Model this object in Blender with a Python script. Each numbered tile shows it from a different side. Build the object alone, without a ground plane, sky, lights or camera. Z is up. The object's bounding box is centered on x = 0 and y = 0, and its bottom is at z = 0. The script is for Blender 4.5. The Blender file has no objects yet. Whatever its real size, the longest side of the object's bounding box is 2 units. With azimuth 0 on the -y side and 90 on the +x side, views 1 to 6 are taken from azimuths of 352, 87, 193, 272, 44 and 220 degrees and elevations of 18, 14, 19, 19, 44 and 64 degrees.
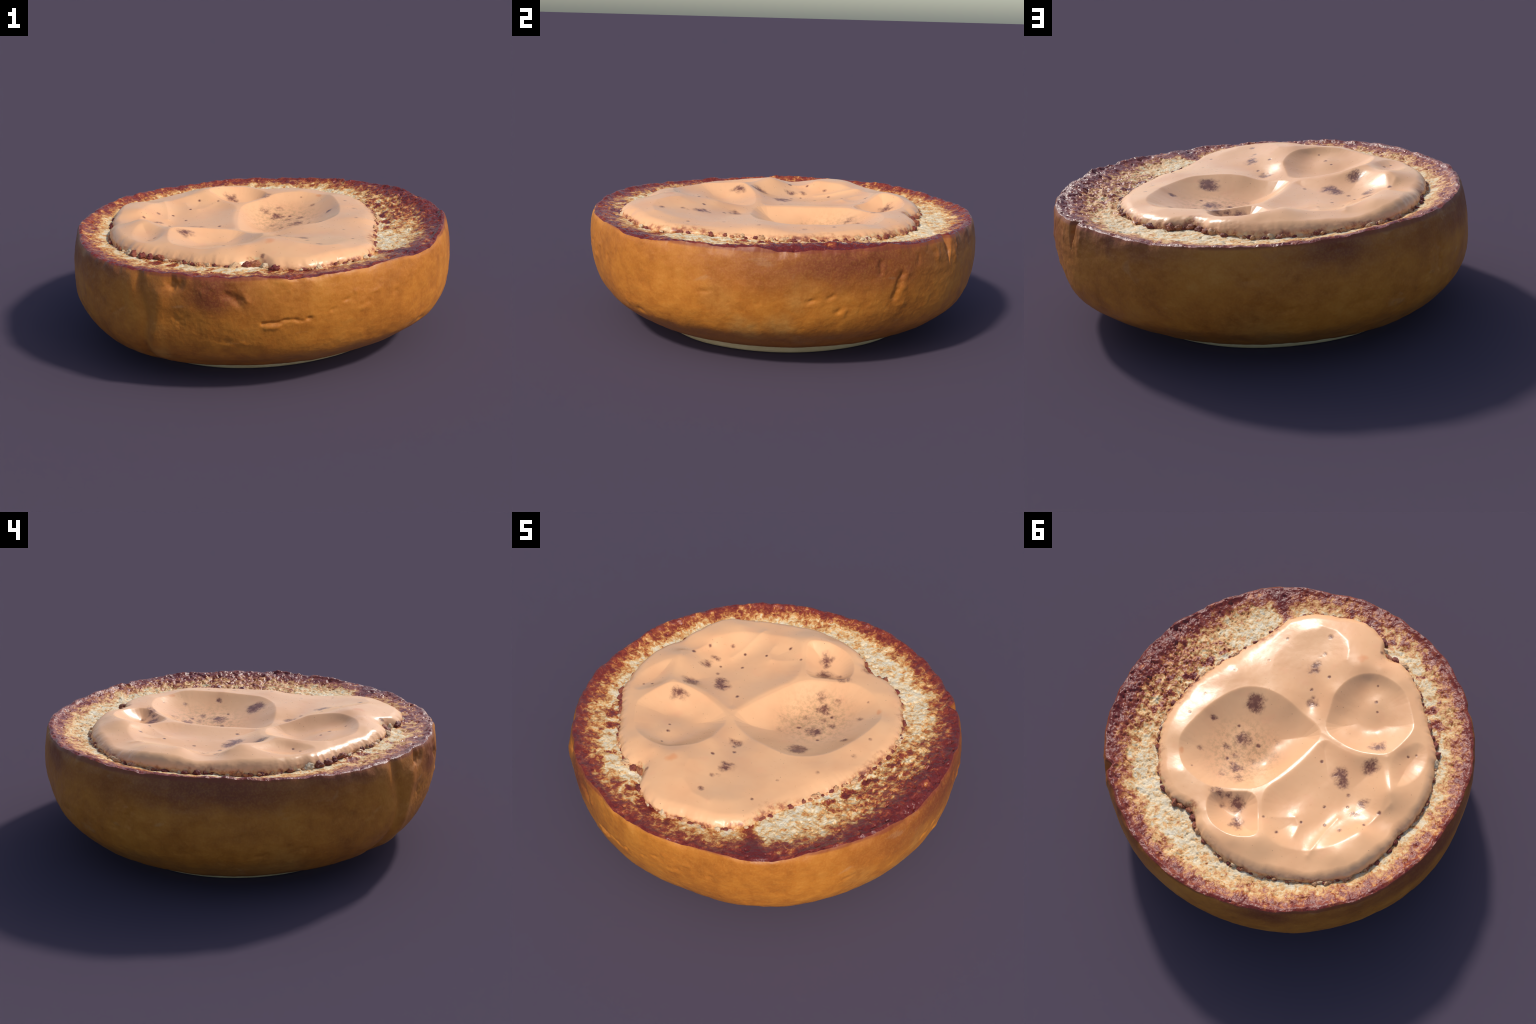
"""Toasted half of a round bun, cut side up, with a pool of peach-coloured sauce on it."""
import bpy, math
import numpy as np

SEED = 7
rng = np.random.default_rng(SEED)
TAU = 2 * math.pi

# ------------------------------------------------------------------ numeric helpers
_perm = np.random.default_rng(101).permutation(512)
_perm = np.concatenate([_perm, _perm, _perm])
_grad = np.random.default_rng(102).normal(size=(512, 3))
_grad /= np.linalg.norm(_grad, axis=1)[:, None]


def perlin(p):
    """Gradient noise, roughly -0.7..0.7, p is (..., 3)."""
    p = np.asarray(p, float)
    i = np.floor(p).astype(int)
    f = p - i
    u = f * f * f * (f * (f * 6 - 15) + 10)
    i &= 511
    out = 0
    for dx in (0, 1):
        for dy in (0, 1):
            for dz in (0, 1):
                h = _perm[_perm[_perm[(i[..., 0] + dx) & 511] + ((i[..., 1] + dy) & 511)] + ((i[..., 2] + dz) & 511)]
                g = _grad[h]
                d = g[..., 0] * (f[..., 0] - dx) + g[..., 1] * (f[..., 1] - dy) + g[..., 2] * (f[..., 2] - dz)
                w = (np.where(dx, u[..., 0], 1 - u[..., 0]) * np.where(dy, u[..., 1], 1 - u[..., 1])
                     * np.where(dz, u[..., 2], 1 - u[..., 2]))
                out = out + w * d
    return out


def fbm(p, scale, octaves=4, gain=0.5, seed=0.0):
    p = np.asarray(p, float) * scale + seed * 17.31
    a, s = 1.0, 0
    for _ in range(octaves):
        s = s + a * perlin(p)
        p = p * 2.03 + 5.7
        a *= gain
    return s


def smooth(a, b, x):
    t = np.clip((x - a) / (b - a), 0, 1)
    return t * t * (3 - 2 * t)


def periodic_spline(deg, val, theta):
    """Catmull-Rom through (angle, value) knots, closed."""
    k = np.radians(np.asarray(deg, float))
    v = np.asarray(val, float)
    n = len(k)
    K = np.concatenate([k[-2:] - TAU, k, k[:2] + TAU])
    V = np.concatenate([v[-2:], v, v[:2]])
    m = np.gradient(V, K)
    t = np.mod(theta - k[0], TAU) + k[0]
    j = np.clip(np.searchsorted(K, t, side='right') - 1, 1, n + 1)
    h = K[j + 1] - K[j]
    s = (t - K[j]) / h
    return ((2 * s**3 - 3 * s**2 + 1) * V[j] + (s**3 - 2 * s**2 + s) * h * m[j]
            + (-2 * s**3 + 3 * s**2) * V[j + 1] + (s**3 - s**2) * h * m[j + 1])


def harmonics(coef, theta):
    out = np.full_like(theta, coef[0])
    for k in range(1, (len(coef) + 1) // 2):
        out = out + coef[2 * k - 1] * np.cos(k * theta) + coef[2 * k] * np.sin(k * theta)
    return out


def seg_dist(x, y, pts):
    """Distance of (x, y) to a polyline."""
    best = np.full(np.shape(x), 9.0)
    for (ax, ay), (bx, by) in zip(pts[:-1], pts[1:]):
        dx, dy = bx - ax, by - ay
        t = np.clip(((x - ax) * dx + (y - ay) * dy) / (dx * dx + dy * dy), 0, 1)
        best = np.minimum(best, np.hypot(x - ax - t * dx, y - ay - t * dy))
    return best


def grid_mesh(name, P, close_first=None, close_last=None, flip=False):
    """P is (rows, columns, 3), columns closed round the axis; optional centre points."""
    R, C, _ = P.shape
    verts = P.reshape(-1, 3)
    r, c = np.meshgrid(np.arange(R - 1), np.arange(C), indexing='ij')
    c2 = (c + 1) % C
    q = np.stack([r * C + c, r * C + c2, (r + 1) * C + c2, (r + 1) * C + c], -1).reshape(-1, 4)
    faces = q.tolist()
    n = len(verts)
    extra = []
    if close_first is not None:
        extra.append(close_first)
        k = n + len(extra) - 1
        faces += [[k, (j + 1) % C, j] for j in range(C)]
    if close_last is not None:
        extra.append(close_last)
        k = n + len(extra) - 1
        o = (R - 1) * C
        faces += [[k, o + j, o + (j + 1) % C] for j in range(C)]
    if extra:
        verts = np.concatenate([verts, np.array(extra, float)])
    if flip:
        faces = [f[::-1] for f in faces]
    me = bpy.data.meshes.new(name)
    me.from_pydata(verts.tolist(), [], faces)
    me.polygons.foreach_set('use_smooth', [True] * len(me.polygons))
    me.update()
    return me


# ------------------------------------------------------------------ the bun: rim and side profile
NT = 1200
TH = np.linspace(0, TAU, NT, endpoint=False)
RIM_R = [0.9669, 0.0035, -0.0055, -0.0052, 0.0014, 0.0026, -0.001, -0.0025, -0.0004, 0.0008, 0.002,
         -0.0017, 0.0005, 0.0001, -0.001, 0.0025, -0.0009, 0.002, -0.0011, -0.0006, -0.0023]
RIM_Z = [0.5739, 0.0005, 0.003, 0.005, -0.0006, 0.0033, 0.0038, 0.0, -0.0014]


def rim_radius(th):
    return harmonics(RIM_R, th)


def rim_height(th):
    return harmonics(RIM_Z, th)


# side profile, bottom to top: radius and height at the mean rim
PROFILE = np.array([(0.660, 0.036), (0.675, 0.041), (0.70, 0.050), (0.74, 0.060), (0.785, 0.078), (0.828, 0.102),
                    (0.868, 0.130), (0.905, 0.158), (0.938, 0.190), (0.960, 0.226), (0.976, 0.268),
                    (0.986, 0.315), (0.992, 0.365), (0.994, 0.420), (0.991, 0.475), (0.985, 0.520),
                    (0.978, 0.552), (0.972, 0.567), (0.967, 0.574)])


def resample(prof, n):
    # Catmull-Rom, uniform in arc length
    p = np.vstack([2 * prof[0] - prof[1], prof, 2 * prof[-1] - prof[-2]])
    out = []
    for i in range(1, len(p) - 2):
        for s in np.linspace(0, 1, 24, endpoint=False):
            out.append(0.5 * ((2 * p[i]) + (p[i + 1] - p[i - 1]) * s
                              + (2 * p[i - 1] - 5 * p[i] + 4 * p[i + 1] - p[i + 2]) * s * s
                              + (3 * p[i] - p[i - 1] - 3 * p[i + 1] + p[i + 2]) * s**3))
    out.append(prof[-1])
    out = np.array(out)
    d = np.r_[0, np.cumsum(np.hypot(*np.diff(out, axis=0).T))]
    t = np.linspace(0, d[-1], n)
    return np.stack([np.interp(t, d, out[:, 0]), np.interp(t, d, out[:, 1])], -1)


def ang(deg):
    return math.radians(deg)


def crust_relief(th, z):
    """Outward offset of the crust: folds, dents, cracks and lumps, all in metres."""
    u = 0.985
    q = np.stack([np.cos(th), np.sin(th), z], -1)
    th_calm, z_calm = th + 0.006 * fbm(q, 7, 2, seed=23), z
    th = th + 0.012 * fbm(q, 12, 3, gain=0.6, seed=20)
    z = z + 0.012 * fbm(q, 12, 3, gain=0.6, seed=21)
    fade = 0.75 + 1.5 * fbm(q, 13, 3, gain=0.6, seed=22)

    def du(deg, th=th):
        return (np.mod(th - ang(deg) + math.pi, TAU) - math.pi) * u

    def blob(deg, zz, wu, wz, h):
        return h * np.exp(-(du(deg) / wu) ** 2 - ((z - zz) / wz) ** 2)

    def crease(pts, w, h, calm=False):
        # pts: (deg, z) polyline on the unrolled side
        d0 = pts[0][0]
        x = du(d0, th_calm) if calm else du(d0)
        line = [(ang(a - d0) * u, b) for a, b in pts]
        return h * np.exp(-(seg_dist(x, z_calm if calm else z, line) / (w * 1.25)) ** 2)

    o = np.zeros_like(th)
    o += blob(-121.7, 0.535, 0.045, 0.030, -0.020)
    o += blob(-113, 0.52, 0.06, 0.03, 0.008)
    o += crease([(-107, 0.515), (-104.2, 0.478)], 0.022, -0.012)
    o += crease([(-103.2, 0.515), (-101.8, 0.475)], 0.016, 0.010)
    o += blob(-120.3, 0.365, 0.030, 0.045, -0.013)
    o += blob(-119, 0.315, 0.03, 0.02, 0.006)
    # horizontal crack and pitted ground beside it
    o += crease([(-98.4, 0.366), (-95, 0.372), (-92.4, 0.382), (-89, 0.373), (-86.3, 0.376)], 0.0065, -0.011)
    o += crease([(-97.5, 0.345), (-94.5, 0.350)], 0.010, 0.006)
    o += blob(-73.5, 0.470, 0.030, 0.012, 0.006) + blob(-69.8, 0.420, 0.02, 0.018, -0.009)
    o += blob(-67.5, 0.455, 0.03, 0.012, 0.006) + blob(-80.4, 0.405, 0.02, 0.009, -0.006)
    o += blob(-76, 0.44, 0.02, 0.010, -0.006) + blob(-72, 0.385, 0.03, 0.012, 0.005)
    o += blob(-108, 0.278, 0.03, 0.015, -0.007) + blob(-104, 0.262, 0.03, 0.012, 0.004)
    o += blob(-60, 0.42, 0.02, 0.015, -0.005) + blob(-147.7, 0.478, 0.035, 0.02, 0.004)
    # right side: notch under the rim, vertical creases, small cracks
    o += crease([(41.0, 0.57), (41.5, 0.50)], 0.022, 0.007) + crease([(52, 0.57), (51, 0.49)], 0.024, 0.008)
    o += crease([(28.3, 0.452), (27.6, 0.40), (27.0, 0.352)], 0.014, -0.014)
    o += crease([(29.8, 0.45), (29.2, 0.32)], 0.020, 0.007)
    o += crease([(22.2, 0.515), (21.8, 0.472)], 0.010, -0.007) + crease([(34, 0.53), (33.5, 0.49)], 0.008, -0.005)
    o += crease([(2.8, 0.352), (5.2, 0.366)], 0.008, -0.007) + crease([(7.8, 0.366), (9.3, 0.384)], 0.008, -0.008)
    o += blob(10.8, 0.305, 0.014, 0.012, -0.008) + blob(12.5, 0.30, 0.015, 0.02, 0.005)
    o += crease([(-26, 0.372), (-22, 0.380)], 0.008, -0.004) + blob(-46.4, 0.212, 0.03, 0.015, -0.008)
    o += blob(-50, 0.24, 0.05, 0.02, 0.006)
    # back and left
    o += crease([(152, 0.455), (153.4, 0.405), (153.4, 0.33)], 0.014, -0.008)
    o += crease([(149, 0.42), (149, 0.30)], 0.020, 0.005)
    o += blob(128.9, 0.30, 0.06, 0.022, -0.006) + blob(101, 0.45, 0.05, 0.02, -0.004)
    o += blob(108, 0.30, 0.08, 0.018, -0.004) + blob(95, 0.25, 0.07, 0.014, 0.003)
    o += blob(154.7, 0.411, 0.02, 0.02, -0.005) + blob(168.3, 0.235, 0.04, 0.012, -0.006)
    o += blob(-166.2, 0.292, 0.05, 0.014, 0.005) + blob(-172, 0.23, 0.05, 0.012, -0.005)
    o += crease([(-143.0, 0.34), (-138, 0.40)], 0.012, -0.005) + blob(-160, 0.25, 0.04, 0.012, -0.005)
    o = o * np.clip(fade, 0.1, 1.3) * 0.72
    # the long smooth fold on the front left
    o += crease([(-133.0, 0.56), (-131.8, 0.45), (-130.4, 0.355), (-132, 0.24), (-134.6, 0.13)], 0.022, -0.011, True)
    o += crease([(-125.5, 0.48), (-126.2, 0.40), (-128, 0.28), (-130, 0.15)], 0.030, 0.010, True)
    wide = 0.006 + 0.026 * smooth(0.46, 0.56, z)      # V-shaped nick under the rim
    nick = np.clip(1 - np.abs(du(46.8)) / wide, 0, 1)
    return o - 0.036 * nick * smooth(0.45, 0.52, z)


NC = 150
prof = resample(PROFILE, NC)
tt = np.broadcast_to(TH, (NC, NT))
pr = np.broadcast_to(prof[:, :1], (NC, NT)).copy()
pz = np.broadcast_to(prof[:, 1:], (NC, NT)).copy()
# carry the wavy rim down the side, fading out
lift = smooth(0.30, 0.574, pz)
pz = pz + lift * (rim_height(tt) - 0.574)
pr = pr + smooth(0.25, 0.574, pz) * (rim_radius(tt) - 0.967)
# the foot of the bun is off centre and slightly oval
low = smooth(0.42, 0.05, pz)
pr = pr * (1 + low * (-0.018 * np.cos(tt) + 0.003 * np.sin(tt) + 0.010 * np.cos(2 * tt)))
BELLY_DEG = [-174, -165, -150, -135, -125, -110, -95, -80, -68, -56, -45, -34, -20, -6, 12, 30, 46, 60, 75, 97, 112, 128, 142, 162]
BELLY = [-.003, -.005, .004, .014, .014, .000, .004, .000, -.003, .013, .019, .011, -.002, -.003, .004, .000, .014, .007,
         .000, -.013, -.012, -.006, -.004, -.006]
FOOT_DEG = [-180, -165, -150, -135, -120, -100, -75, -55, -40, -25, 0, 25, 45, 70, 95, 115, 135, 150, 166]
FOOT = [.040, .036, .031, .025, .017, .002, -.004, .006, .014, .010, .006, .000, .006, .004, .011, .014, .030, .036, .040]
pr = pr + periodic_spline(BELLY_DEG, BELLY, tt) * smooth(0.42, 0.22, pz) * smooth(0.05, 0.12, pz)
leftside = smooth(0.1, -0.5, np.cos(tt))
pr = pr + periodic_spline(FOOT_DEG, FOOT, tt) * (smooth(0.125, 0.045, pz) * (1 - leftside) + smooth(0.20, 0.07, pz) * leftside)
cyl = np.stack([np.cos(tt), np.sin(tt), pz * 1.0], -1)
off = crust_relief(tt, pz)
off = off + 0.010 * fbm(cyl, 2.2, 3, seed=1) * smooth(0.03, 0.12, pz)
off = off + 0.0022 * fbm(cyl * [1, 1, 1.3], 14, 3, seed=2)
off = off + 0.0008 * fbm(cyl, 60, 2, seed=3)
# ragged cut edge
edge = smooth(0.53, 0.574, pz)
rag = fbm(np.stack([np.cos(tt), np.sin(tt), 0 * tt], -1), 9, 4, gain=0.5, seed=4)
rag2 = fbm(np.stack([np.cos(tt), np.sin(tt), 0 * tt], -1), 7, 4, gain=0.5, seed=5)
off = off + edge * 0.013 * rag
pz = pz + edge * 0.019 * rag2
dr = np.gradient(prof[:, 0])
dz = np.gradient(prof[:, 1])
nl = np.hypot(dr, dz)
nr, nz = (dz / nl)[:, None], (-dr / nl)[:, None]
nz = nz * (1 - edge)
pr = pr + off * nr
pz = pz + off * nz * smooth(0.03, 0.08, pz)
CR = np.stack([pr * np.cos(tt), pr * np.sin(tt), pz], -1)

# underside: short pale lip and flat bottom
foot = CR[0]
fr = np.hypot(foot[:, 0], foot[:, 1])
UB = [foot]
for k, z in ((0.999, 0.026), (0.995, 0.014), (0.988, 0.005), (0.976, 0.0), (0.70, 0.0), (0.35, 0.0)):
    UB.append(np.stack([fr * k * np.cos(TH), fr * k * np.sin(TH), np.full(NT, z)], -1))
UB = np.array(UB)

# ------------------------------------------------------------------ cut face
SC = np.array([-0.03, -0.03])          # middle of the sauce pool


POOL_DEG = [0, 10, 20, 30, 40, 50, 60, 66, 70, 73, 76, 79, 82, 86, 92, 100, 110, 120, 130, 140, 150, 160, 170, 180,
            190, 200, 210, 220, 230, 240, 250, 256, 259, 262, 265, 268, 272, 280, 290, 300, 310, 318, 326, 335, 345, 352]
POOL_R = [0.655, 0.676, 0.704, 0.730, 0.736, 0.748, 0.752, 0.740, 0.712, 0.692, 0.688, 0.702, 0.730, 0.744, 0.762,
          0.780, 0.787, 0.798, 0.808, 0.815, 0.812, 0.786, 0.762, 0.758, 0.762, 0.748, 0.734, 0.706, 0.700, 0.714,
          0.726, 0.730, 0.714, 0.706, 0.726, 0.768, 0.792, 0.812, 0.798, 0.799, 0.764, 0.702, 0.662, 0.643, 0.638, 0.641]


def pool_radius(th):
    return periodic_spline(POOL_DEG, POOL_R, th)


def face_level(x, y):
    r = np.hypot(x, y)
    th = np.arctan2(y, x)
    front = np.exp(-((np.mod(th - ang(-112) + math.pi, TAU) - math.pi) / 0.50) ** 2)
    base = 0.538 + 0.017 * front
    return base + (rim_height(th) - 0.0015 - base) * smooth(0.78, 0.965, r) + 0.028 * np.exp(
        -((np.mod(th - ang(8) + math.pi, TAU) - math.pi) / 0.36) ** 2) * smooth(0.64, 0.80, r) * smooth(0.97, 0.87, r)


NF = 170
rimrow = CR[-1]
rr = np.hypot(rimrow[:, 0], rimrow[:, 1])
s = np.linspace(0, 1, NF)[:, None]
rad = rr * (1 - s) + 0.40 * s
fx, fy = rad * np.cos(TH), rad * np.sin(TH)
fz = face_level(fx, fy)
flat = np.stack([fx, fy, 0 * fx], -1)
toastside = np.exp(-((np.mod(TH - ang(8) + math.pi, TAU) - math.pi) / 0.62) ** 2)
rough = 0.0052 * fbm(flat, 22, 5, gain=0.62, seed=6) * (1 + 1.3 * toastside)
rough = rough + 0.008 * fbm(flat, 7, 2, seed=7)
pits = fbm(flat, 45, 3, gain=0.6, seed=8)
rough = rough - 0.006 * smooth(0.22, 0.6, pits) * (1 + toastside)
blend = smooth(0.0, 0.045, rr - rad)
fz = rimrow[:, 2] * (1 - blend) + fz * blend + rough * smooth(0.0, 0.012, rr - rad)
# a rounded bead just inside the cut edge
fz = fz + 0.004 * np.exp(-((rr - rad - 0.016) / 0.012) ** 2)
# hidden ground under the sauce lies deeper
pth = np.arctan2(fy - SC[1], fx - SC[0])
inside = pool_radius(pth) - np.hypot(fx - SC[0], fy - SC[1])
fz = fz - 0.12 * smooth(0.03, 0.16, inside)
FACE = np.stack([fx, fy, fz], -1)
FACE[0] = rimrow

# ------------------------------------------------------------------ sauce
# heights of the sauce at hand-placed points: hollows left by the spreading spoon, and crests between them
SAUCE = [
    # big hollow
    (.281, -.063, .543), (.408, .146, .550), (.279, .082, .505), (.218, .123, .496), (.130, .105, .482),
    (.351, .325, .541), (.256, .222, .500), (.141, .291, .501), (.192, .225, .490), (.203, .282, .500),
    (.309, .436, .562), (.05, .02, .480), (.03, .17, .474), (.00, .085, .490), (.09, .20, .474),
    (.10, -.05, .500),
    # its brim
    (.415, .404, .575), (.514, .207, .583), (.530, .066, .573), (.486, -.151, .583), (.380, -.314, .571),
    (.319, -.151, .575), (.418, -.063, .578), (.466, .117, .583), (.469, .346, .588), (.122, -.178, .562),
    (.32, .50, .590), (-.122, -.134, .556), (-.127, .025, .556), (-.111, .159, .558), (-.099, .220, .561),
    (-.060, .338, .569), (.153, .498, .584),
    # shallow tongue towards -y
    (.188, -.626, .602), (.147, -.426, .579), (.043, -.417, .591), (.085, -.312, .556), (.034, -.252, .542),
    (.149, -.522, .592), (.383, -.488, .573), (.09, -.68, .620), (.27, -.655, .604), (.346, -.58, .590),
    # round hollow on -x -y
    (-.247, -.448, .577), (-.282, -.407, .568), (-.418, -.239, .593), (-.065, -.555, .632), (-.034, -.349, .596),
    (-.067, -.271, .575), (-.249, -.125, .574), (-.376, -.141, .596), (-.492, -.194, .620), (-.511, -.305, .613),
    (-.514, -.426, .606), (-.455, -.490, .602), (-.162, -.618, .624), (-.287, -.619, .614), (-.100, -.700, .603),
    (-.15, -.30, .545), (-.35, -.33, .549), (-.28, -.27, .541), (-.18, -.43, .566), (-.36, -.43, .574), (-.22, -.22, .550), (-.15, -.53, .594),
    (-.25, -.545, .594),
    # long trough in the middle of the -x half
    (-.449, -.107, .577), (-.217, .003, .548), (-.353, .021, .546), (-.440, .073, .536), (-.527, .064, .554),
    (-.530, .134, .554), (-.475, .127, .534), (-.633, .076, .583), (-.608, .175, .581), (-.444, .284, .549),
    (-.525, .269, .572), (-.342, .348, .562), (-.380, .200, .539), (-.572, -.274, .589), (-.602, -.306, .590),
    (-.620, -.035, .628), (-.632, -.15, .602), (-.63, .225, .612), (-.63, .31, .614), (-.60, .40, .612),
    # small cup towards +y and the outer brim there
    (-.278, .472, .577), (-.018, .461, .542), (-.080, .549, .551), (.048, .504, .538), (-.174, .443, .574),
    (-.235, .560, .620), (-.176, .483, .588), (.08, .603, .592), (-.01, .651, .602), (-.139, .636, .614),
    (-.483, .478, .590), (-.439, .557, .586), (-.35, .60, .592),
]
RIDGES = [  # crest lines that stay sharp: polyline, height, width
    ([(-.122, -.134), (-.249, -.125), (-.376, -.141), (-.492, -.194), (-.511, -.305)], 0.003, 0.020),
    ([(-.492, -.194), (-.57, -.10), (-.625, -.03), (-.66, .02)], 0.004, 0.022),
    ([(.27, -.655), (.18, -.675), (.09, -.65), (.045, -.60), (.02, -.545)], 0.005, 0.026),
    ([(-.476, .215), (-.470, .300), (-.475, .40), (-.483, .478)], 0.009, 0.024),
    ([(-.655, .01), (-.628, .14), (-.600, .20)], 0.006, 0.022),
    ([(-.30, .345), (-.345, .37), (-.36, .43)], 0.006, 0.022),
    ([(-.30, .34), (-.20, .42)], 0.004, 0.025),
]
HOLLOWS = [  # spoon marks: outline of the brim, depth, width of the wall, roundness of the brim
    ([(.32, -.155), (.42, -.06), (.47, .117), (.475, .34), (.42, .42), (.32, .485), (.153, .492), (.04, .405), (-.06, .335),
      (-.10, .16), (-.122, .02), (-.135, -.15), (.07, -.182), (.20, -.185)], 0.055, 0.20, 0.007),
    ([(-.11, -.15), (-.067, -.271), (-.034, -.349), (-.05, -.47), (-.13, -.57), (-.24, -.60), (-.36, -.58), (-.455, -.49),
      (-.514, -.426), (-.511, -.305), (-.49, -.20), (-.376, -.146), (-.249, -.130)], 0.050, 0.17, 0.007),
    ([(-.06, .345), (.06, .435), (.14, .505), (.08, .603), (-.01, .648), (-.139, .634), (-.232, .555), (-.172, .48)], 0.050, 0.12, 0.006),
    ([(-.065, .330), (-.115, .159), (-.132, .02), (-.135, -.12), (-.249, -.112), (-.376, -.128), (-.48, -.175), (-.56, -.09),
      (-.615, -.02), (-.64, .08), (-.63, .2), (-.59, .32), (-.50, .45), (-.36, .53), (-.25, .54), (-.18, .47)], 0.034, 0.16, 0.018),
    ([(-.50, -.20), (-.59, -.08), (-.65, -.08), (-.695, -.22), (-.66, -.36), (-.57, -.39), (-.525, -.31)], 0.016, 0.08, 0.020),
    ([(.345, -.60), (.26, -.645), (.17, -.665), (.09, -.64), (.045, -.60), (.02, -.50), (.05, -.30), (.16, -.21), (.32, -.23),
      (.40, -.40)], 0.010, 0.14, 0.045),
]


def rounded(poly, n=3):
    p = np.asarray(poly, float)
    for _ in range(n):
        nx = np.roll(p, -1, axis=0)
        p = np.stack([0.75 * p + 0.25 * nx, 0.25 * p + 0.75 * nx], 1).reshape(-1, 2)
    return p


_BRIMS = [(rounded(o, 2), *rest) for o, *rest in HOLLOWS]


def hollow_depth(x, y):
    x, y = np.asarray(x, float), np.asarray(y, float)
    out = np.zeros(x.shape)
    for p, dep, wid, soft in _BRIMS:
        nx = np.roll(p, -1, axis=0)
        ins = np.zeros(x.shape, bool)
        for (ax, ay), (bx, by) in zip(p, nx):
            if ay != by:
                ins ^= ((ay > y) != (by > y)) & (x < (bx - ax) * (y - ay) / (by - ay) + ax)
        dd = seg_dist(x, y, np.vstack([p, p[:1]]))
        dd = np.where(ins, dd, 0.0)
        dd = np.sqrt(dd * dd + soft**2) - soft
        k = np.clip(dd / wid, 0, 1)
        out = out - dep * (1 - (1 - k) ** 2)
    return out


BRIM_DEG = np.arange(0, 360, 20)
BRIM_Z = [.570, .574, .577, .582, .588, .590, .587, .594, .600, .600, .596, .596, .598, .596, .600, .588, .566, .566]


def ridge_height(x, y):
    h = np.zeros(np.shape(x))
    for line, a, w in RIDGES:
        d = seg_dist(x, y, line)
        h = h + a * np.exp(-np.sqrt(d * d + 0.006**2) / w)
    return h + hollow_depth(x, y)


class ThinPlate:
    def __init__(self, pts, lam=4e-4):
        P = np.asarray(pts, float)
        self.c = P[:, :2]
        z = P[:, 2] - ridge_height(P[:, 0], P[:, 1])
        n = len(P)
        K = self.k(np.linalg.norm(self.c[:, None] - self.c[None], axis=-1)) + lam * np.eye(n)
        A = np.zeros((n + 3, n + 3))
        A[:n, :n] = K
        A[:n, n] = 1
        A[:n, n + 1:] = self.c
        A[n:, :n] = A[:n, n:].T
        self.w = np.linalg.solve(A, np.r_[z, 0, 0, 0])

    @staticmethod
    def k(r):
        return np.where(r > 1e-9, r * r * np.log(np.maximum(r, 1e-9)), 0)

    def __call__(self, x, y):
        out = self.w[-3] + self.w[-2] * x + self.w[-1] * y
        for (cx, cy), w in zip(self.c, self.w[:-3]):
            out = out + w * self.k(np.hypot(x - cx, y - cy))
        return out + ridge_height(x, y)


brim = []
for d, z in zip(BRIM_DEG, BRIM_Z):
    a = ang(d)
    R = pool_radius(np.array([a]))[0] - 0.045
    brim.append((SC[0] + R * math.cos(a), SC[1] + R * math.sin(a), z))
sauce_height = ThinPlate(SAUCE + brim)

NS, NL = 230, 16
ST = np.linspace(0, TAU, NT, endpoint=False)
wob = np.stack([np.cos(ST), np.sin(ST), 0 * ST], -1)
R0 = pool_radius(ST) + 0.014 * fbm(wob, 8, 2, seed=11) + 0.004 * fbm(wob, 22, 2, seed=12)
thin = np.exp(-((np.mod(ST - ang(-20) + math.pi, TAU) - math.pi) / 0.55) ** 2)  # the pool runs out thin on +x
u = np.linspace(0, 1, NS)[:, None]
t = 0.02 + 0.98 * (1 - (1 - u) ** 1.7)
sx = SC[0] + R0 * t * np.cos(ST)
sy = SC[1] + R0 * t * np.sin(ST)
H = sauce_height(sx, sy)
ground = face_level(sx, sy)
d = R0 * (1 - t)
w = 0.052 + 0.030 * thin + 0.018 * fbm(wob, 5, 2, seed=16)
e = np.clip(d / w, 0, 1)
round_off = (1 - (1 - e) ** 2.1) ** (1 / 1.7)
lipbase = np.clip(0.14 + 0.35 * fbm(wob, 9, 3, seed=17), 0.02, 0.4) * (1 - 0.7 * thin)
sz = ground + (H - ground) * (lipbase + (1 - lipbase) * round_off)
pp = np.stack([sx, sy, sz], -1)
sz = sz + 0.0012 * fbm(pp, 9, 3, seed=13)
edgew = np.exp(-d / 0.015)
sz = sz + edgew * 0.006 * fbm(pp, 30, 3, seed=14)
rows = [np.stack([sx, sy, sz], -1)]
# lip: rolls under down to the bread
last = rows[0][-1]
lip = []
for k in range(1, NL + 1):
    f = k / NL
    shrink = R0 + 0.006 * f * np.clip(1 + 3 * fbm(wob, 12, 2, seed=18), -0.6, 2)
    x = SC[0] + shrink * np.cos(ST)
    y = SC[1] + shrink * np.sin(ST)
    z = last[:, 2] * (1 - f) + (face_level(x, y) - 0.014) * f
    q = np.stack([x, y, z], -1)
    bump = 0.034 * fbm(q * [1, 1, 1.5], 22, 4, gain=0.6, seed=15) * smooth(0.0, 0.5, f)
    lip.append(q + bump[:, None] * np.stack([np.cos(ST), np.sin(ST), 0 * ST], -1))
SAUCE_P = np.concatenate([rows[0], np.array(lip)])
sauce_centre = (SC[0], SC[1], float(sauce_height(SC[0], SC[1])))

# ------------------------------------------------------------------ node helpers


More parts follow.
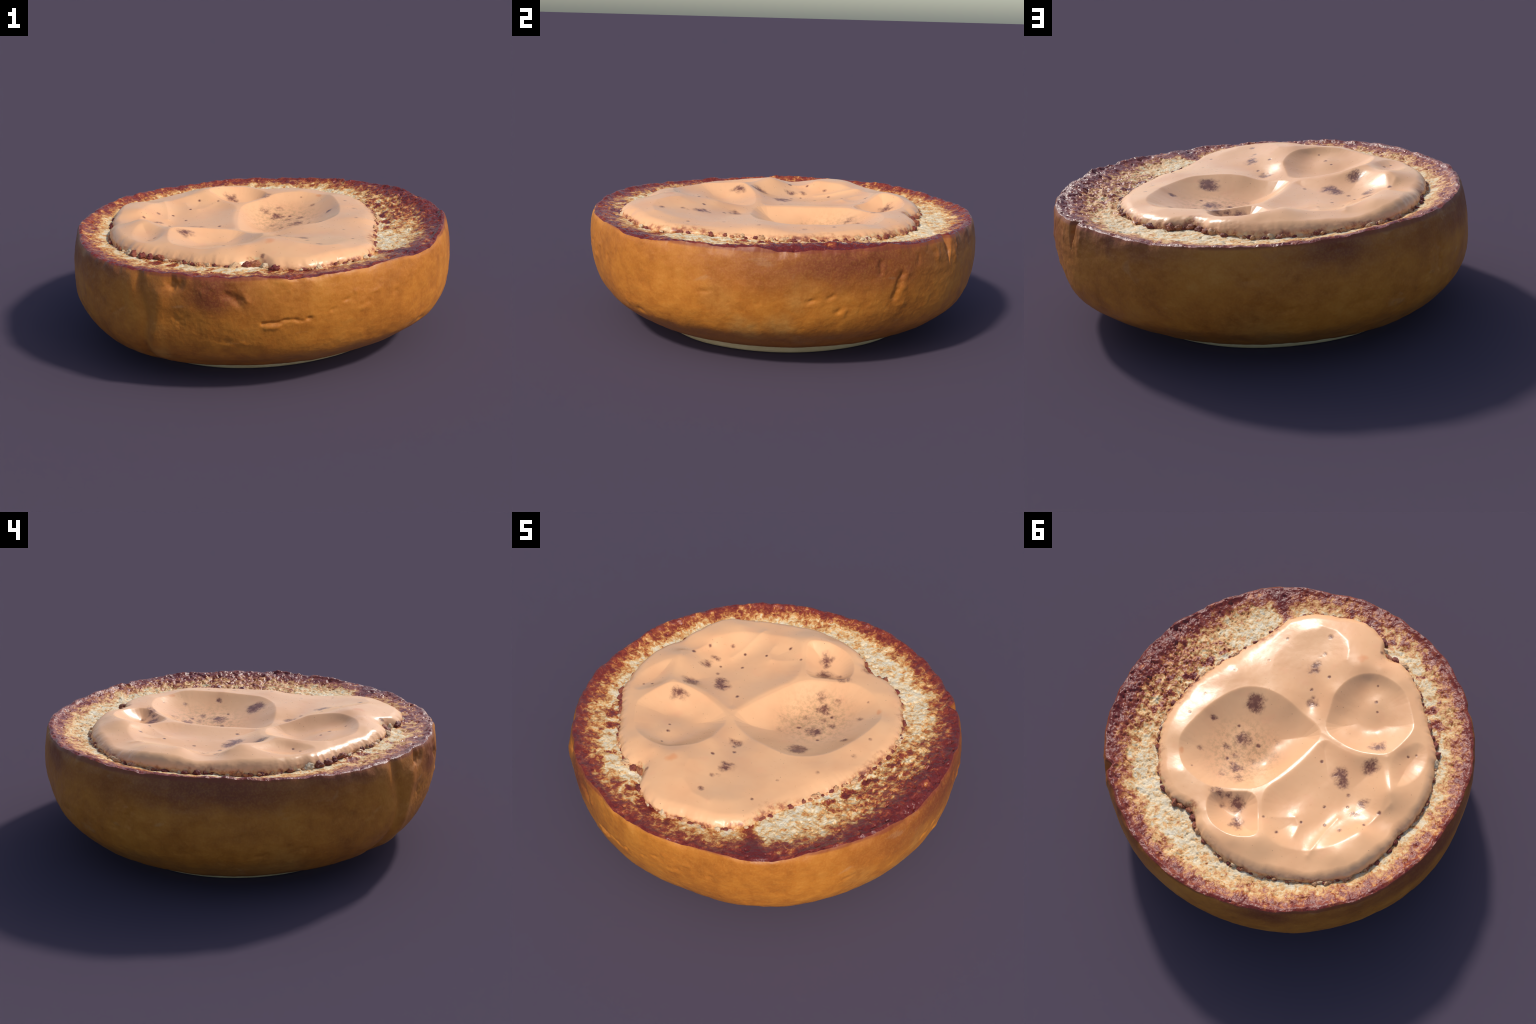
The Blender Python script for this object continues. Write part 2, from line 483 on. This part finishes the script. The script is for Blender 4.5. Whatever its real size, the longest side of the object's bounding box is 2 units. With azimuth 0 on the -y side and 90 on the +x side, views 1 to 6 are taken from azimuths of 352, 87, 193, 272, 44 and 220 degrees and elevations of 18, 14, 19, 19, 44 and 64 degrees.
class Nodes:
    def __init__(self, name):
        self.mat = bpy.data.materials.new(name)
        self.mat.use_nodes = True
        self.nt = self.mat.node_tree
        self.nt.nodes.clear()
        self.out = self.nt.nodes.new('ShaderNodeOutputMaterial')
        self.bsdf = self.nt.nodes.new('ShaderNodeBsdfPrincipled')
        self.nt.links.new(self.bsdf.outputs[0], self.out.inputs[0])
        self.obj = self.nt.nodes.new('ShaderNodeTexCoord').outputs['Object']

    def put(self, sock, v):
        if hasattr(v, 'is_output') or isinstance(v, bpy.types.NodeSocket):
            self.nt.links.new(v, sock)
        elif isinstance(v, (tuple, list)) and len(v) == 3 and sock.type == 'RGBA':
            sock.default_value = (*v, 1)
        else:
            sock.default_value = v

    def math(self, op, a, b=0.0, c=0.0, clamp=False):
        n = self.nt.nodes.new('ShaderNodeMath')
        n.operation = op
        n.use_clamp = clamp
        for s, v in zip(n.inputs, (a, b, c)):
            self.put(s, v)
        return n.outputs[0]

    def vmath(self, op, a, b=(0, 0, 0)):
        n = self.nt.nodes.new('ShaderNodeVectorMath')
        n.operation = op
        self.put(n.inputs[0], a)
        self.put(n.inputs[1], b)
        return n.outputs['Value'] if op in ('DISTANCE', 'LENGTH', 'DOT_PRODUCT') else n.outputs[0]

    def scale(self, v, k):
        n = self.nt.nodes.new('ShaderNodeVectorMath')
        n.operation = 'SCALE'
        self.put(n.inputs[0], v)
        self.put(n.inputs['Scale'], k)
        return n.outputs[0]

    def xyz(self, v):
        n = self.nt.nodes.new('ShaderNodeSeparateXYZ')
        self.put(n.inputs[0], v)
        return n.outputs

    def combine(self, x, y, z):
        n = self.nt.nodes.new('ShaderNodeCombineXYZ')
        for s_, v in zip(n.inputs, (x, y, z)):
            self.put(s_, v)
        return n.outputs[0]

    def noise(self, v, scale, detail=4, rough=0.55, distort=0.0, color=False):
        n = self.nt.nodes.new('ShaderNodeTexNoise')
        self.put(n.inputs['Vector'], v)
        n.inputs['Scale'].default_value = scale
        n.inputs['Detail'].default_value = detail
        n.inputs['Roughness'].default_value = rough
        n.inputs['Distortion'].default_value = distort
        return n.outputs['Color'] if color else n.outputs[0]

    def voronoi(self, v, scale, feature='F1'):
        n = self.nt.nodes.new('ShaderNodeTexVoronoi')
        n.feature = feature
        self.put(n.inputs['Vector'], v)
        n.inputs['Scale'].default_value = scale
        return n.outputs

    def step(self, v, a, b, lo=0.0, hi=1.0):
        n = self.nt.nodes.new('ShaderNodeMapRange')
        n.interpolation_type = 'SMOOTHSTEP'
        self.put(n.inputs[0], v)
        for i, k in zip((1, 2, 3, 4), (a, b, lo, hi)):
            self.put(n.inputs[i], k)
        return n.outputs[0]

    def ramp(self, v, stops):
        n = self.nt.nodes.new('ShaderNodeValToRGB')
        r = n.color_ramp
        while len(r.elements) < len(stops):
            r.elements.new(0.5)
        for e_, (p_, c_) in zip(r.elements, stops):
            e_.position = p_
            e_.color = (*c_, 1)
        self.put(n.inputs[0], v)
        return n.outputs[0]

    def mix(self, f, a, b, blend='MIX'):
        n = self.nt.nodes.new('ShaderNodeMix')
        n.data_type = 'RGBA'
        n.blend_type = blend
        self.put(n.inputs['Factor'], f)
        self.put(n.inputs['A'], a)
        self.put(n.inputs['B'], b)
        return [o for o in n.outputs if o.type == 'RGBA'][0]

    def bump(self, h, strength, dist):
        n = self.nt.nodes.new('ShaderNodeBump')
        n.inputs['Strength'].default_value = strength
        n.inputs['Distance'].default_value = dist
        self.put(n.inputs['Height'], h)
        return n.outputs[0]

    def angle_from(self, deg):
        """Signed angle (radians) round z, measured from deg; uses object position."""
        c, s_ = math.cos(ang(deg)), math.sin(ang(deg))
        x, y, _ = self.xyz(self.obj)[:3]
        fwd = self.math('ADD', self.math('MULTIPLY', x, c), self.math('MULTIPLY', y, s_))
        lat = self.math('SUBTRACT', self.math('MULTIPLY', y, c), self.math('MULTIPLY', x, s_))
        return self.math('ARCTAN2', lat, fwd)

    def bell(self, v, width):
        q = self.math('DIVIDE', v, width)
        return self.math('EXPONENT', self.math('MULTIPLY', self.math('MULTIPLY', q, q), -1.0))

    def spot(self, vec, centre, radius, soft=0.6):
        dd = self.vmath('DISTANCE', vec, centre)
        return self.step(dd, radius, radius * (1 - soft), 0.0, 1.0)

    def maximum(self, items):
        a = items[0]
        for b in items[1:]:
            a = self.math('MAXIMUM', a, b)
        return a


def on_side(deg, z, r=0.985):
    return (r * math.cos(ang(deg)), r * math.sin(ang(deg)), z)


# ------------------------------------------------------------------ materials
def crust_material():
    m = Nodes('baked_crust')
    p = m.obj
    z = m.xyz(p)[2]
    n1 = m.noise(p, 3.2, 4, 0.55)
    n2 = m.noise(p, 16, 5, 0.6)
    n3 = m.noise(p, 110, 3, 0.6)
    v = m.math('ADD', m.math('MULTIPLY', n1, 0.55), m.math('MULTIPLY', n2, 0.45))
    col = m.ramp(v, [(0.32, (0.345, 0.104, 0.014)), (0.46, (0.480, 0.155, 0.019)), (0.56, (0.550, 0.190, 0.023)),
                     (0.70, (0.60, 0.232, 0.036))])
    # red-brown baked shoulders below the cut, in patches
    warp = m.vmath('ADD', p, m.scale(m.vmath('SUBTRACT', m.noise(p, 7, 4, 0.6, color=True), (0.5, 0.5, 0.5)), 0.14))
    wz = m.xyz(warp)[2]

    def shoulder(deg, width, z0, z1):
        return m.math('MULTIPLY', m.bell(m.angle_from(deg), width), m.step(wz, z0, z1))
    red = m.maximum([shoulder(14, 0.58, 0.33, 0.50), shoulder(176, 0.60, 0.40, 0.52), shoulder(-111, 0.17, 0.38, 0.48),
                     shoulder(121, 0.18, 0.40, 0.52), shoulder(62, 0.35, 0.45, 0.57), shoulder(-150, 0.28, 0.46, 0.57)])
    red = m.math('MULTIPLY', red, m.step(n2, 0.25, 0.55, 0.65, 1.0))
    col = m.mix(m.math('MULTIPLY', red, 0.96), col, (0.215, 0.047, 0.016))
    # browner baked-on foot, ragged edge; partly occlusion shade painted into the colour
    foot_ = m.math('MULTIPLY', m.step(wz, 0.205, 0.150), m.step(n1, 0.38, 0.55, 0.25, 1.0))
    col = m.mix(m.math('MULTIPLY', foot_, 0.55), col, (0.30, 0.115, 0.028))
    # pale doughy patches where the crust did not brown
    pale = m.maximum([m.spot(warp, on_side(-13, 0.19, 0.96), 0.12, 0.8), m.spot(warp, on_side(-4, 0.22, 0.97), 0.10, 0.8),
                      m.math('MULTIPLY', m.spot(warp, on_side(0, 0.38), 0.10, 0.8), 0.45),
                      m.math('MULTIPLY', m.spot(warp, on_side(-20, 0.33), 0.12, 0.8), 0.4),
                      m.math('MULTIPLY', m.spot(warp, on_side(-128, 0.20, 0.93), 0.09, 0.8), 0.9),
                      m.math('MULTIPLY', m.spot(warp, on_side(-126.5, 0.32, 0.99), 0.07, 0.8), 0.5),
                      m.math('MULTIPLY', m.spot(warp, on_side(100, 0.17, 0.90), 0.20, 0.8), 0.4),
                      m.math('MULTIPLY', m.spot(warp, on_side(-165, 0.17, 0.90), 0.18, 0.8), 0.4)])
    pale = m.math('MULTIPLY', pale, m.step(n2, 0.3, 0.62, 0.35, 1.0))
    col = m.mix(m.math('MULTIPLY', pale, 0.6), col, (0.54, 0.29, 0.080))
    # dull floury smears
    smear = m.step(m.noise(m.vmath('MULTIPLY', p, (1, 1, 1.8)), 5.5, 3, 0.5, 0.6), 0.66, 0.74)
    col = m.mix(m.math('MULTIPLY', smear, 0.14), col, (0.55, 0.38, 0.22))
    col = m.mix(m.step(n3, 0.40, 0.7, 0.0, 0.14), col, (0.68, 0.34, 0.07))
    # toasted line along the very edge
    edge_ = m.step(m.math('ADD', z, m.math('MULTIPLY', n2, 0.012)), 0.566, 0.578)
    col = m.mix(m.math('MULTIPLY', edge_, 0.75), col, (0.24, 0.05, 0.02))
    m.put(m.bsdf.inputs['Base Color'], col)
    m.put(m.bsdf.inputs['Roughness'], m.step(n2, 0.3, 0.7, 0.40, 0.54))
    m.bsdf.inputs['Specular IOR Level'].default_value = 0.34
    h = m.math('ADD', m.math('MULTIPLY', n2, 0.7), m.math('MULTIPLY', n3, 0.25))
    m.put(m.bsdf.inputs['Normal'], m.bump(h, 0.35, 0.008))
    return m.mat


TOAST = [(0.05, (0.82, 0.71, 0.52)), (0.26, (0.81, 0.62, 0.37)), (0.41, (0.75, 0.42, 0.15)), (0.54, (0.53, 0.185, 0.042)),
         (0.66, (0.30, 0.055, 0.020)), (0.82, (0.20, 0.026, 0.014)), (1.0, (0.15, 0.016, 0.011))]


def toast_material():
    m = Nodes('toasted_crumb')
    p = m.obj
    x, y, z = m.xyz(p)[:3]
    flat_ = m.combine(x, y, 0.0)
    r = m.vmath('LENGTH', flat_)
    big = m.noise(flat_, 5.0, 3, 0.5)
    mid = m.noise(flat_, 17, 4, 0.6, 0.4)
    fine = m.noise(flat_, 38, 4, 0.62, 0.8)
    spk = m.noise(flat_, 120, 3, 0.6)
    e = m.math('SUBTRACT', 0.965, r)
    band = m.math('SUBTRACT', 1.0, m.math('DIVIDE', e, m.math('ADD', 0.060, m.math('MULTIPLY', big, 0.10))))
    bias = m.math('MULTIPLY', m.math('MAXIMUM', band, -0.45), 0.40)

    def wedge(deg, half, amount):
        return m.math('MULTIPLY', m.bell(m.angle_from(deg), half), amount)
    bias = m.math('ADD', bias, m.math('MULTIPLY', m.math('ADD', wedge(2, 0.48, 0.30), wedge(26, 0.20, 0.08)),
                                      m.step(r, 0.60, 0.74)))
    # burnt bar across the ring, and burnt strips hugging the sauce
    bar = m.math('MULTIPLY', m.bell(m.math('ADD', m.angle_from(-49.5), m.math('MULTIPLY', m.math('SUBTRACT', 0.90, r), 0.35)),
                                    0.045), 0.55)
    warp = m.vmath('ADD', flat_, m.scale(m.vmath('SUBTRACT', m.noise(flat_, 14, 4, 0.65, color=True), (0.5, 0.5, 0.5)), 0.15))
    strips = m.maximum([m.spot(warp, c_, r_, 0.75) for c_, r_ in (
        ((0.09, -0.845, 0), 0.055), ((0.02, -0.845, 0), 0.05), ((-0.09, -0.815, 0), 0.05), ((-0.505, -0.60, 0), 0.06),
        ((-0.575, -0.54, 0), 0.055), ((-0.615, -0.475, 0), 0.05), ((0.19, -0.83, 0), 0.045), ((-0.785, 0.04, 0), 0.03),
        ((-0.35, -0.735, 0), 0.03), ((0.63, -0.24, 0), 0.04), ((0.65, -0.12, 0), 0.045), ((0.67, 0.02, 0), 0.04),
        ((0.68, 0.16, 0), 0.045), ((-0.71, -0.33, 0), 0.035))])
    bias = m.math('ADD', bias, bar)
    bias = m.math('ADD', bias, m.math('MULTIPLY', strips, 0.45))
    v = m.math('ADD', bias, m.math('MULTIPLY', m.math('SUBTRACT', fine, 0.5), 1.0))
    v = m.math('ADD', v, m.math('MULTIPLY', m.math('SUBTRACT', mid, 0.5), 0.85))
    v = m.math('ADD', v, m.math('MULTIPLY', m.math('SUBTRACT', spk, 0.5), 0.22))
    blot = m.noise(m.vmath('MULTIPLY', flat_, (1.0, 0.6, 1.0)), 30, 3, 0.6, 0.4)
    v = m.math('ADD', v, m.math('MULTIPLY', m.math('MULTIPLY', m.math('SUBTRACT', blot, 0.5), 1.1), m.bell(m.angle_from(8), 0.5)))
    v = m.math('ADD', v, 0.45, clamp=True)
    col = m.ramp(v, TOAST)
    m.put(m.bsdf.inputs['Base Color'], col)
    m.put(m.bsdf.inputs['Roughness'], m.step(v, 0.35, 0.65, 0.62, 0.26))
    m.bsdf.inputs['Specular IOR Level'].default_value = 0.5
    h = m.math('ADD', fine, m.math('MULTIPLY', spk, 0.5))
    m.put(m.bsdf.inputs['Normal'], m.bump(h, 0.45, 0.011))
    return m.mat


STAINS = [  # x, y, radius, darkness: spice stains in the sauce
    (.283, -.066, .052, 1.2), (.300, -.080, .035, 1.0), (.407, .147, .024, 1.1), (.350, .326, .024, .6), (.136, .290, .034, .95), (.218, .122, .046, .85),
    (.130, .105, .014, 1.0), (.256, .222, .030, .7), (.203, .282, .022, .8), (.100, .210, .030, .45), (.190, .225, .03, .6),
    (.08, .34, .04, .55), (.17, .37, .035, .5), (.06, .03, .03, .35), (.02, .10, .035, .35),
    (-.017, .461, .046, 1.0), (-.090, .552, .042, 1.0), (-.060, .530, .028, .8), (.045, .503, .020, .6),
    (.09, .468, .030, .8), (.055, .445, .026, .75), (.12, .49, .024, .7),
    (-.340, .012, .046, .9), (-.375, .035, .042, .9), (-.452, -.106, .046, 1.0), (-.418, -.232, .042, .9), (-.395, -.20, .022, .6),
    (-.247, -.448, .011, 1), (-.284, -.406, .008, .9), (.148, -.424, .038, .9), (.044, -.416, .011, 1), (.187, -.625, .016, 1),
    (.085, -.312, .011, .9), (.030, -.250, .032, .8), (.05, -.28, .016, .6), (.15, -.52, .016, .7), (.165, -.49, .02, .45),
    (-.217, .002, .011, 1), (-.53, .066, .030, .85), (-.53, .134, .026, .65), (-.44, .073, .012, .9), (-.475, .127, .009, .9),
    (-.633, .076, .013, .95), (-.608, .175, .011, .9), (-.444, .284, .010, .95), (-.525, .269, .014, .7), (-.342, .348, .009, .9),
    (-.38, .20, .011, .7), (-.572, -.274, .009, .8), (-.602, -.306, .008, .8), (-.278, .472, .012, .8), (-.174, .443, .009, .7),
    (.514, .207, .012, .7), (.530, .066, .018, .5), (.486, -.151, .013, .6), (.380, -.314, .010, .6), (.383, -.488, .010, .7),
    (.279, .082, .010, .9), (.31, -.10, .016, .5), (-.20, -.53, .008, .7), (-.10, -.715, .014, .9), (.309, .436, .008, .7),
]


def sauce_material():
    m = Nodes('creamy_sauce')
    p = m.obj
    x, y, z = m.xyz(p)[:3]
    flat_ = m.combine(x, y, 0.0)
    n1 = m.noise(flat_, 4.5, 3, 0.5)
    n2 = m.noise(flat_, 40, 4, 0.65)
    n3 = m.noise(flat_, 95, 3, 0.65)
    col = m.ramp(n1, [(0.30, (0.82, 0.415, 0.200)), (0.50, (0.855, 0.455, 0.222)), (0.72, (0.87, 0.478, 0.238))])
    warm = m.step(m.noise(flat_, 8, 2, 0.5), 0.60, 0.72)
    col = m.mix(m.math('MULTIPLY', warm, 0.18), col, (0.86, 0.36, 0.19))
    # yellowed, stained ground of the big hollow
    warp = m.vmath('ADD', flat_, m.scale(m.vmath('SUBTRACT', m.noise(flat_, 13, 3, 0.5, color=True), (0.5, 0.5, 0.5)), 0.075))
    hollow = m.math('MULTIPLY', m.spot(warp, (0.16, 0.20, 0), 0.27, 0.7), m.step(n2, 0.40, 0.66))
    col = m.mix(m.math('MULTIPLY', hollow, 0.72), col, (0.48, 0.27, 0.12))
    stain = None
    for cx, cy, rad_, dark in STAINS:
        k = m.math('MULTIPLY', m.spot(warp if rad_ > 0.018 else flat_, (cx, cy, 0), rad_ * 1.55, 0.95), dark)
        stain = k if stain is None else m.math('MAXIMUM', stain, k)
    gritty = m.math('MULTIPLY', stain, m.step(m.math('ADD', m.math('MULTIPLY', n2, 0.6), m.math('MULTIPLY', n3, 0.4)), 0.38, 0.62, 0.60, 1.20))
    gritty = m.step(gritty, 0.06, 0.88)
    stain_col = m.mix(m.step(n2, 0.35, 0.65), (0.200, 0.066, 0.046), (0.130, 0.034, 0.025))
    col = m.mix(m.math('MULTIPLY', gritty, 0.92), col, stain_col)
    # scattered pepper-fine flecks
    vor = m.voronoi(flat_, 34)
    fleck = m.math('MULTIPLY', m.step(vor['Distance'], 0.10, 0.03), m.step(m.xyz(vor['Color'])[0], 0.72, 0.80))
    col = m.mix(m.math('MULTIPLY', fleck, 0.75), col, (0.17, 0.07, 0.035))
    # orange oily drops
    drop = m.maximum([m.spot(warp, (0.415, 0.404, 0), 0.024, 0.7), m.spot(warp, (-0.045, -0.60, 0), 0.035, 0.9)])
    col = m.mix(m.math('MULTIPLY', drop, 0.55), col, (0.75, 0.25, 0.08))
    # where it touches the bread it picks up toasted crumb
    ctr = m.vmath('SUBTRACT', flat_, (SC[0], SC[1], 0))
    lowz = m.math('ADD', z, m.math('MULTIPLY', m.math('SUBTRACT', m.noise(p, 30, 4, 0.65), 0.5), 0.045))
    rim_ = m.math('MULTIPLY', m.step(lowz, 0.572, 0.552), m.step(m.vmath('LENGTH', ctr), 0.61, 0.655))
    torn = m.maximum([m.spot(warp, (-0.135, -0.740, 0), 0.060, 0.5), m.spot(warp, (0.150, 0.625, 0), 0.055, 0.5)])
    torn = m.math('MULTIPLY', torn, m.step(lowz, 0.598, 0.580))
    rim_ = m.math('MAXIMUM', rim_, torn)
    crumbcol = m.ramp(m.noise(p, 26, 4, 0.65), [(0.36, (0.70, 0.50, 0.26)), (0.48, (0.66, 0.33, 0.13)), (0.56, (0.42, 0.13, 0.05)),
                                                (0.66, (0.17, 0.028, 0.018))])
    col = m.mix(m.math('MULTIPLY', rim_, 0.9), col, crumbcol)
    m.put(m.bsdf.inputs['Base Color'], col)
    m.put(m.bsdf.inputs['Roughness'], m.math('ADD', m.step(n2, 0.3, 0.7, 0.27, 0.36), m.math('MULTIPLY', rim_, 0.12)))
    m.bsdf.inputs['Specular IOR Level'].default_value = 0.5
    m.put(m.bsdf.inputs['Normal'], m.bump(m.math('ADD', m.math('MULTIPLY', gritty, -0.5), m.math('MULTIPLY', n3, 0.12)), 0.35, 0.006))
    return m.mat


def base_material():
    m = Nodes('pale_underside')
    n1 = m.noise(m.obj, 9, 4, 0.6)
    col = m.ramp(n1, [(0.3, (0.60, 0.45, 0.23)), (0.7, (0.72, 0.58, 0.34))])
    m.put(m.bsdf.inputs['Base Color'], col)
    m.bsdf.inputs['Roughness'].default_value = 0.7
    m.put(m.bsdf.inputs['Normal'], m.bump(m.noise(m.obj, 80, 3, 0.6), 0.3, 0.004))
    return m.mat


def crumb_material():
    m = Nodes('toasted_crumb_bits')
    info = m.nt.nodes.new('ShaderNodeObjectInfo')
    n1 = m.noise(m.obj, 55, 4, 0.65)
    v = m.math('ADD', m.math('MULTIPLY', m.math('SUBTRACT', info.outputs['Random'], 0.42), 0.6), n1, clamp=True)
    col = m.ramp(v, [(0.22, (0.74, 0.62, 0.42)), (0.42, (0.70, 0.38, 0.16)), (0.55, (0.40, 0.12, 0.045)), (0.70, (0.19, 0.028, 0.018))])
    m.put(m.bsdf.inputs['Base Color'], col)
    m.bsdf.inputs['Roughness'].default_value = 0.45
    m.put(m.bsdf.inputs['Normal'], m.bump(n1, 0.4, 0.004))
    return m.mat


# ------------------------------------------------------------------ objects
scene = bpy.context.scene
root = bpy.data.objects.new('bun_half', None)
scene.collection.objects.link(root)
root['label'] = 'toasted round bun half topped with creamy peach sauce'
root['category'] = 'bread'


def add(name, me, mat=None):
    ob = bpy.data.objects.new(name, me)
    scene.collection.objects.link(ob)
    ob.parent = root
    if mat is not None:
        me.materials.append(mat)
    return ob


add('crust', grid_mesh('crust', CR), crust_material())
add('cut_face', grid_mesh('cut_face', FACE, close_last=(0, 0, 0.42)), toast_material())
add('underside', grid_mesh('underside', UB, close_last=(0, 0, 0), flip=True), base_material())
add('sauce', grid_mesh('sauce', SAUCE_P, close_first=sauce_centre, flip=True), sauce_material())

# crumbs: ragged lumps of toast stuck along the foot of the sauce
crumb_mat = crumb_material()
import bmesh
crumb_meshes = []
for k in range(8):
    bm = bmesh.new()
    bmesh.ops.create_icosphere(bm, subdivisions=4, radius=1.0)
    co = np.array([v.co[:] for v in bm.verts])
    f = 1 + 0.55 * fbm(co, 1.1, 3, seed=30 + k) + 0.22 * fbm(co, 3.0, 2, seed=50 + k)
    for v, g in zip(bm.verts, f):
        v.co *= max(0.45, g)
    me = bpy.data.meshes.new('crumb')
    bm.to_mesh(me)
    bm.free()
    me.polygons.foreach_set('use_smooth', [True] * len(me.polygons))
    me.materials.append(crumb_mat)
    crumb_meshes.append(me)


def crumb_at(deg, out, size, flat_=0.7, sink=0.25):
    a = ang(deg)
    R = np.interp(a % TAU, np.r_[ST, TAU], np.r_[R0, R0[0]]) + out
    x, y = SC[0] + R * math.cos(a), SC[1] + R * math.sin(a)
    me = crumb_meshes[int(rng.integers(len(crumb_meshes)))]
    ob = bpy.data.objects.new('crumb', me)
    scene.collection.objects.link(ob)
    ob.parent = root
    z = float(face_level(x, y))
    ob.location = (x, y, z + size * flat_ * (0.6 - sink))
    ob.rotation_euler = (rng.uniform(-.4, .4), rng.uniform(-.4, .4), a + rng.uniform(-.5, .5))
    ob.scale = (size * rng.uniform(0.7, 1.0), size * rng.uniform(0.8, 1.5), size * flat_)


for _ in range(230):
    dg = rng.uniform(0, 360)
    crumb_at(dg, rng.uniform(-0.010, 0.006), rng.uniform(0.006, 0.014), rng.uniform(0.6, 1.0))
for dg, o, s_ in ((205, -.006, .022), (209, -.004, .026), (213, -.006, .024), (217, -.002, .020), (221, -.006, .022),
                  (198, -.004, .018), (261, .0, .022), (258, .004, .020), (265, .004, .018), (74, .0, .022), (78, .004, .018),
                  (70, .006, .018), (282, -.004, .018), (290, -.004, .018), (340, -.002, .016), (350, -.002, .016), (67, -.004, .024), (81, -.002, .020), (84, -.004, .022), (268, -.004, .020),
                  (254, -.002, .020), (28, -.004, .018), (32, -.002, .016), (60, -.004, .018)):
    crumb_at(dg, o, s_, 0.8)
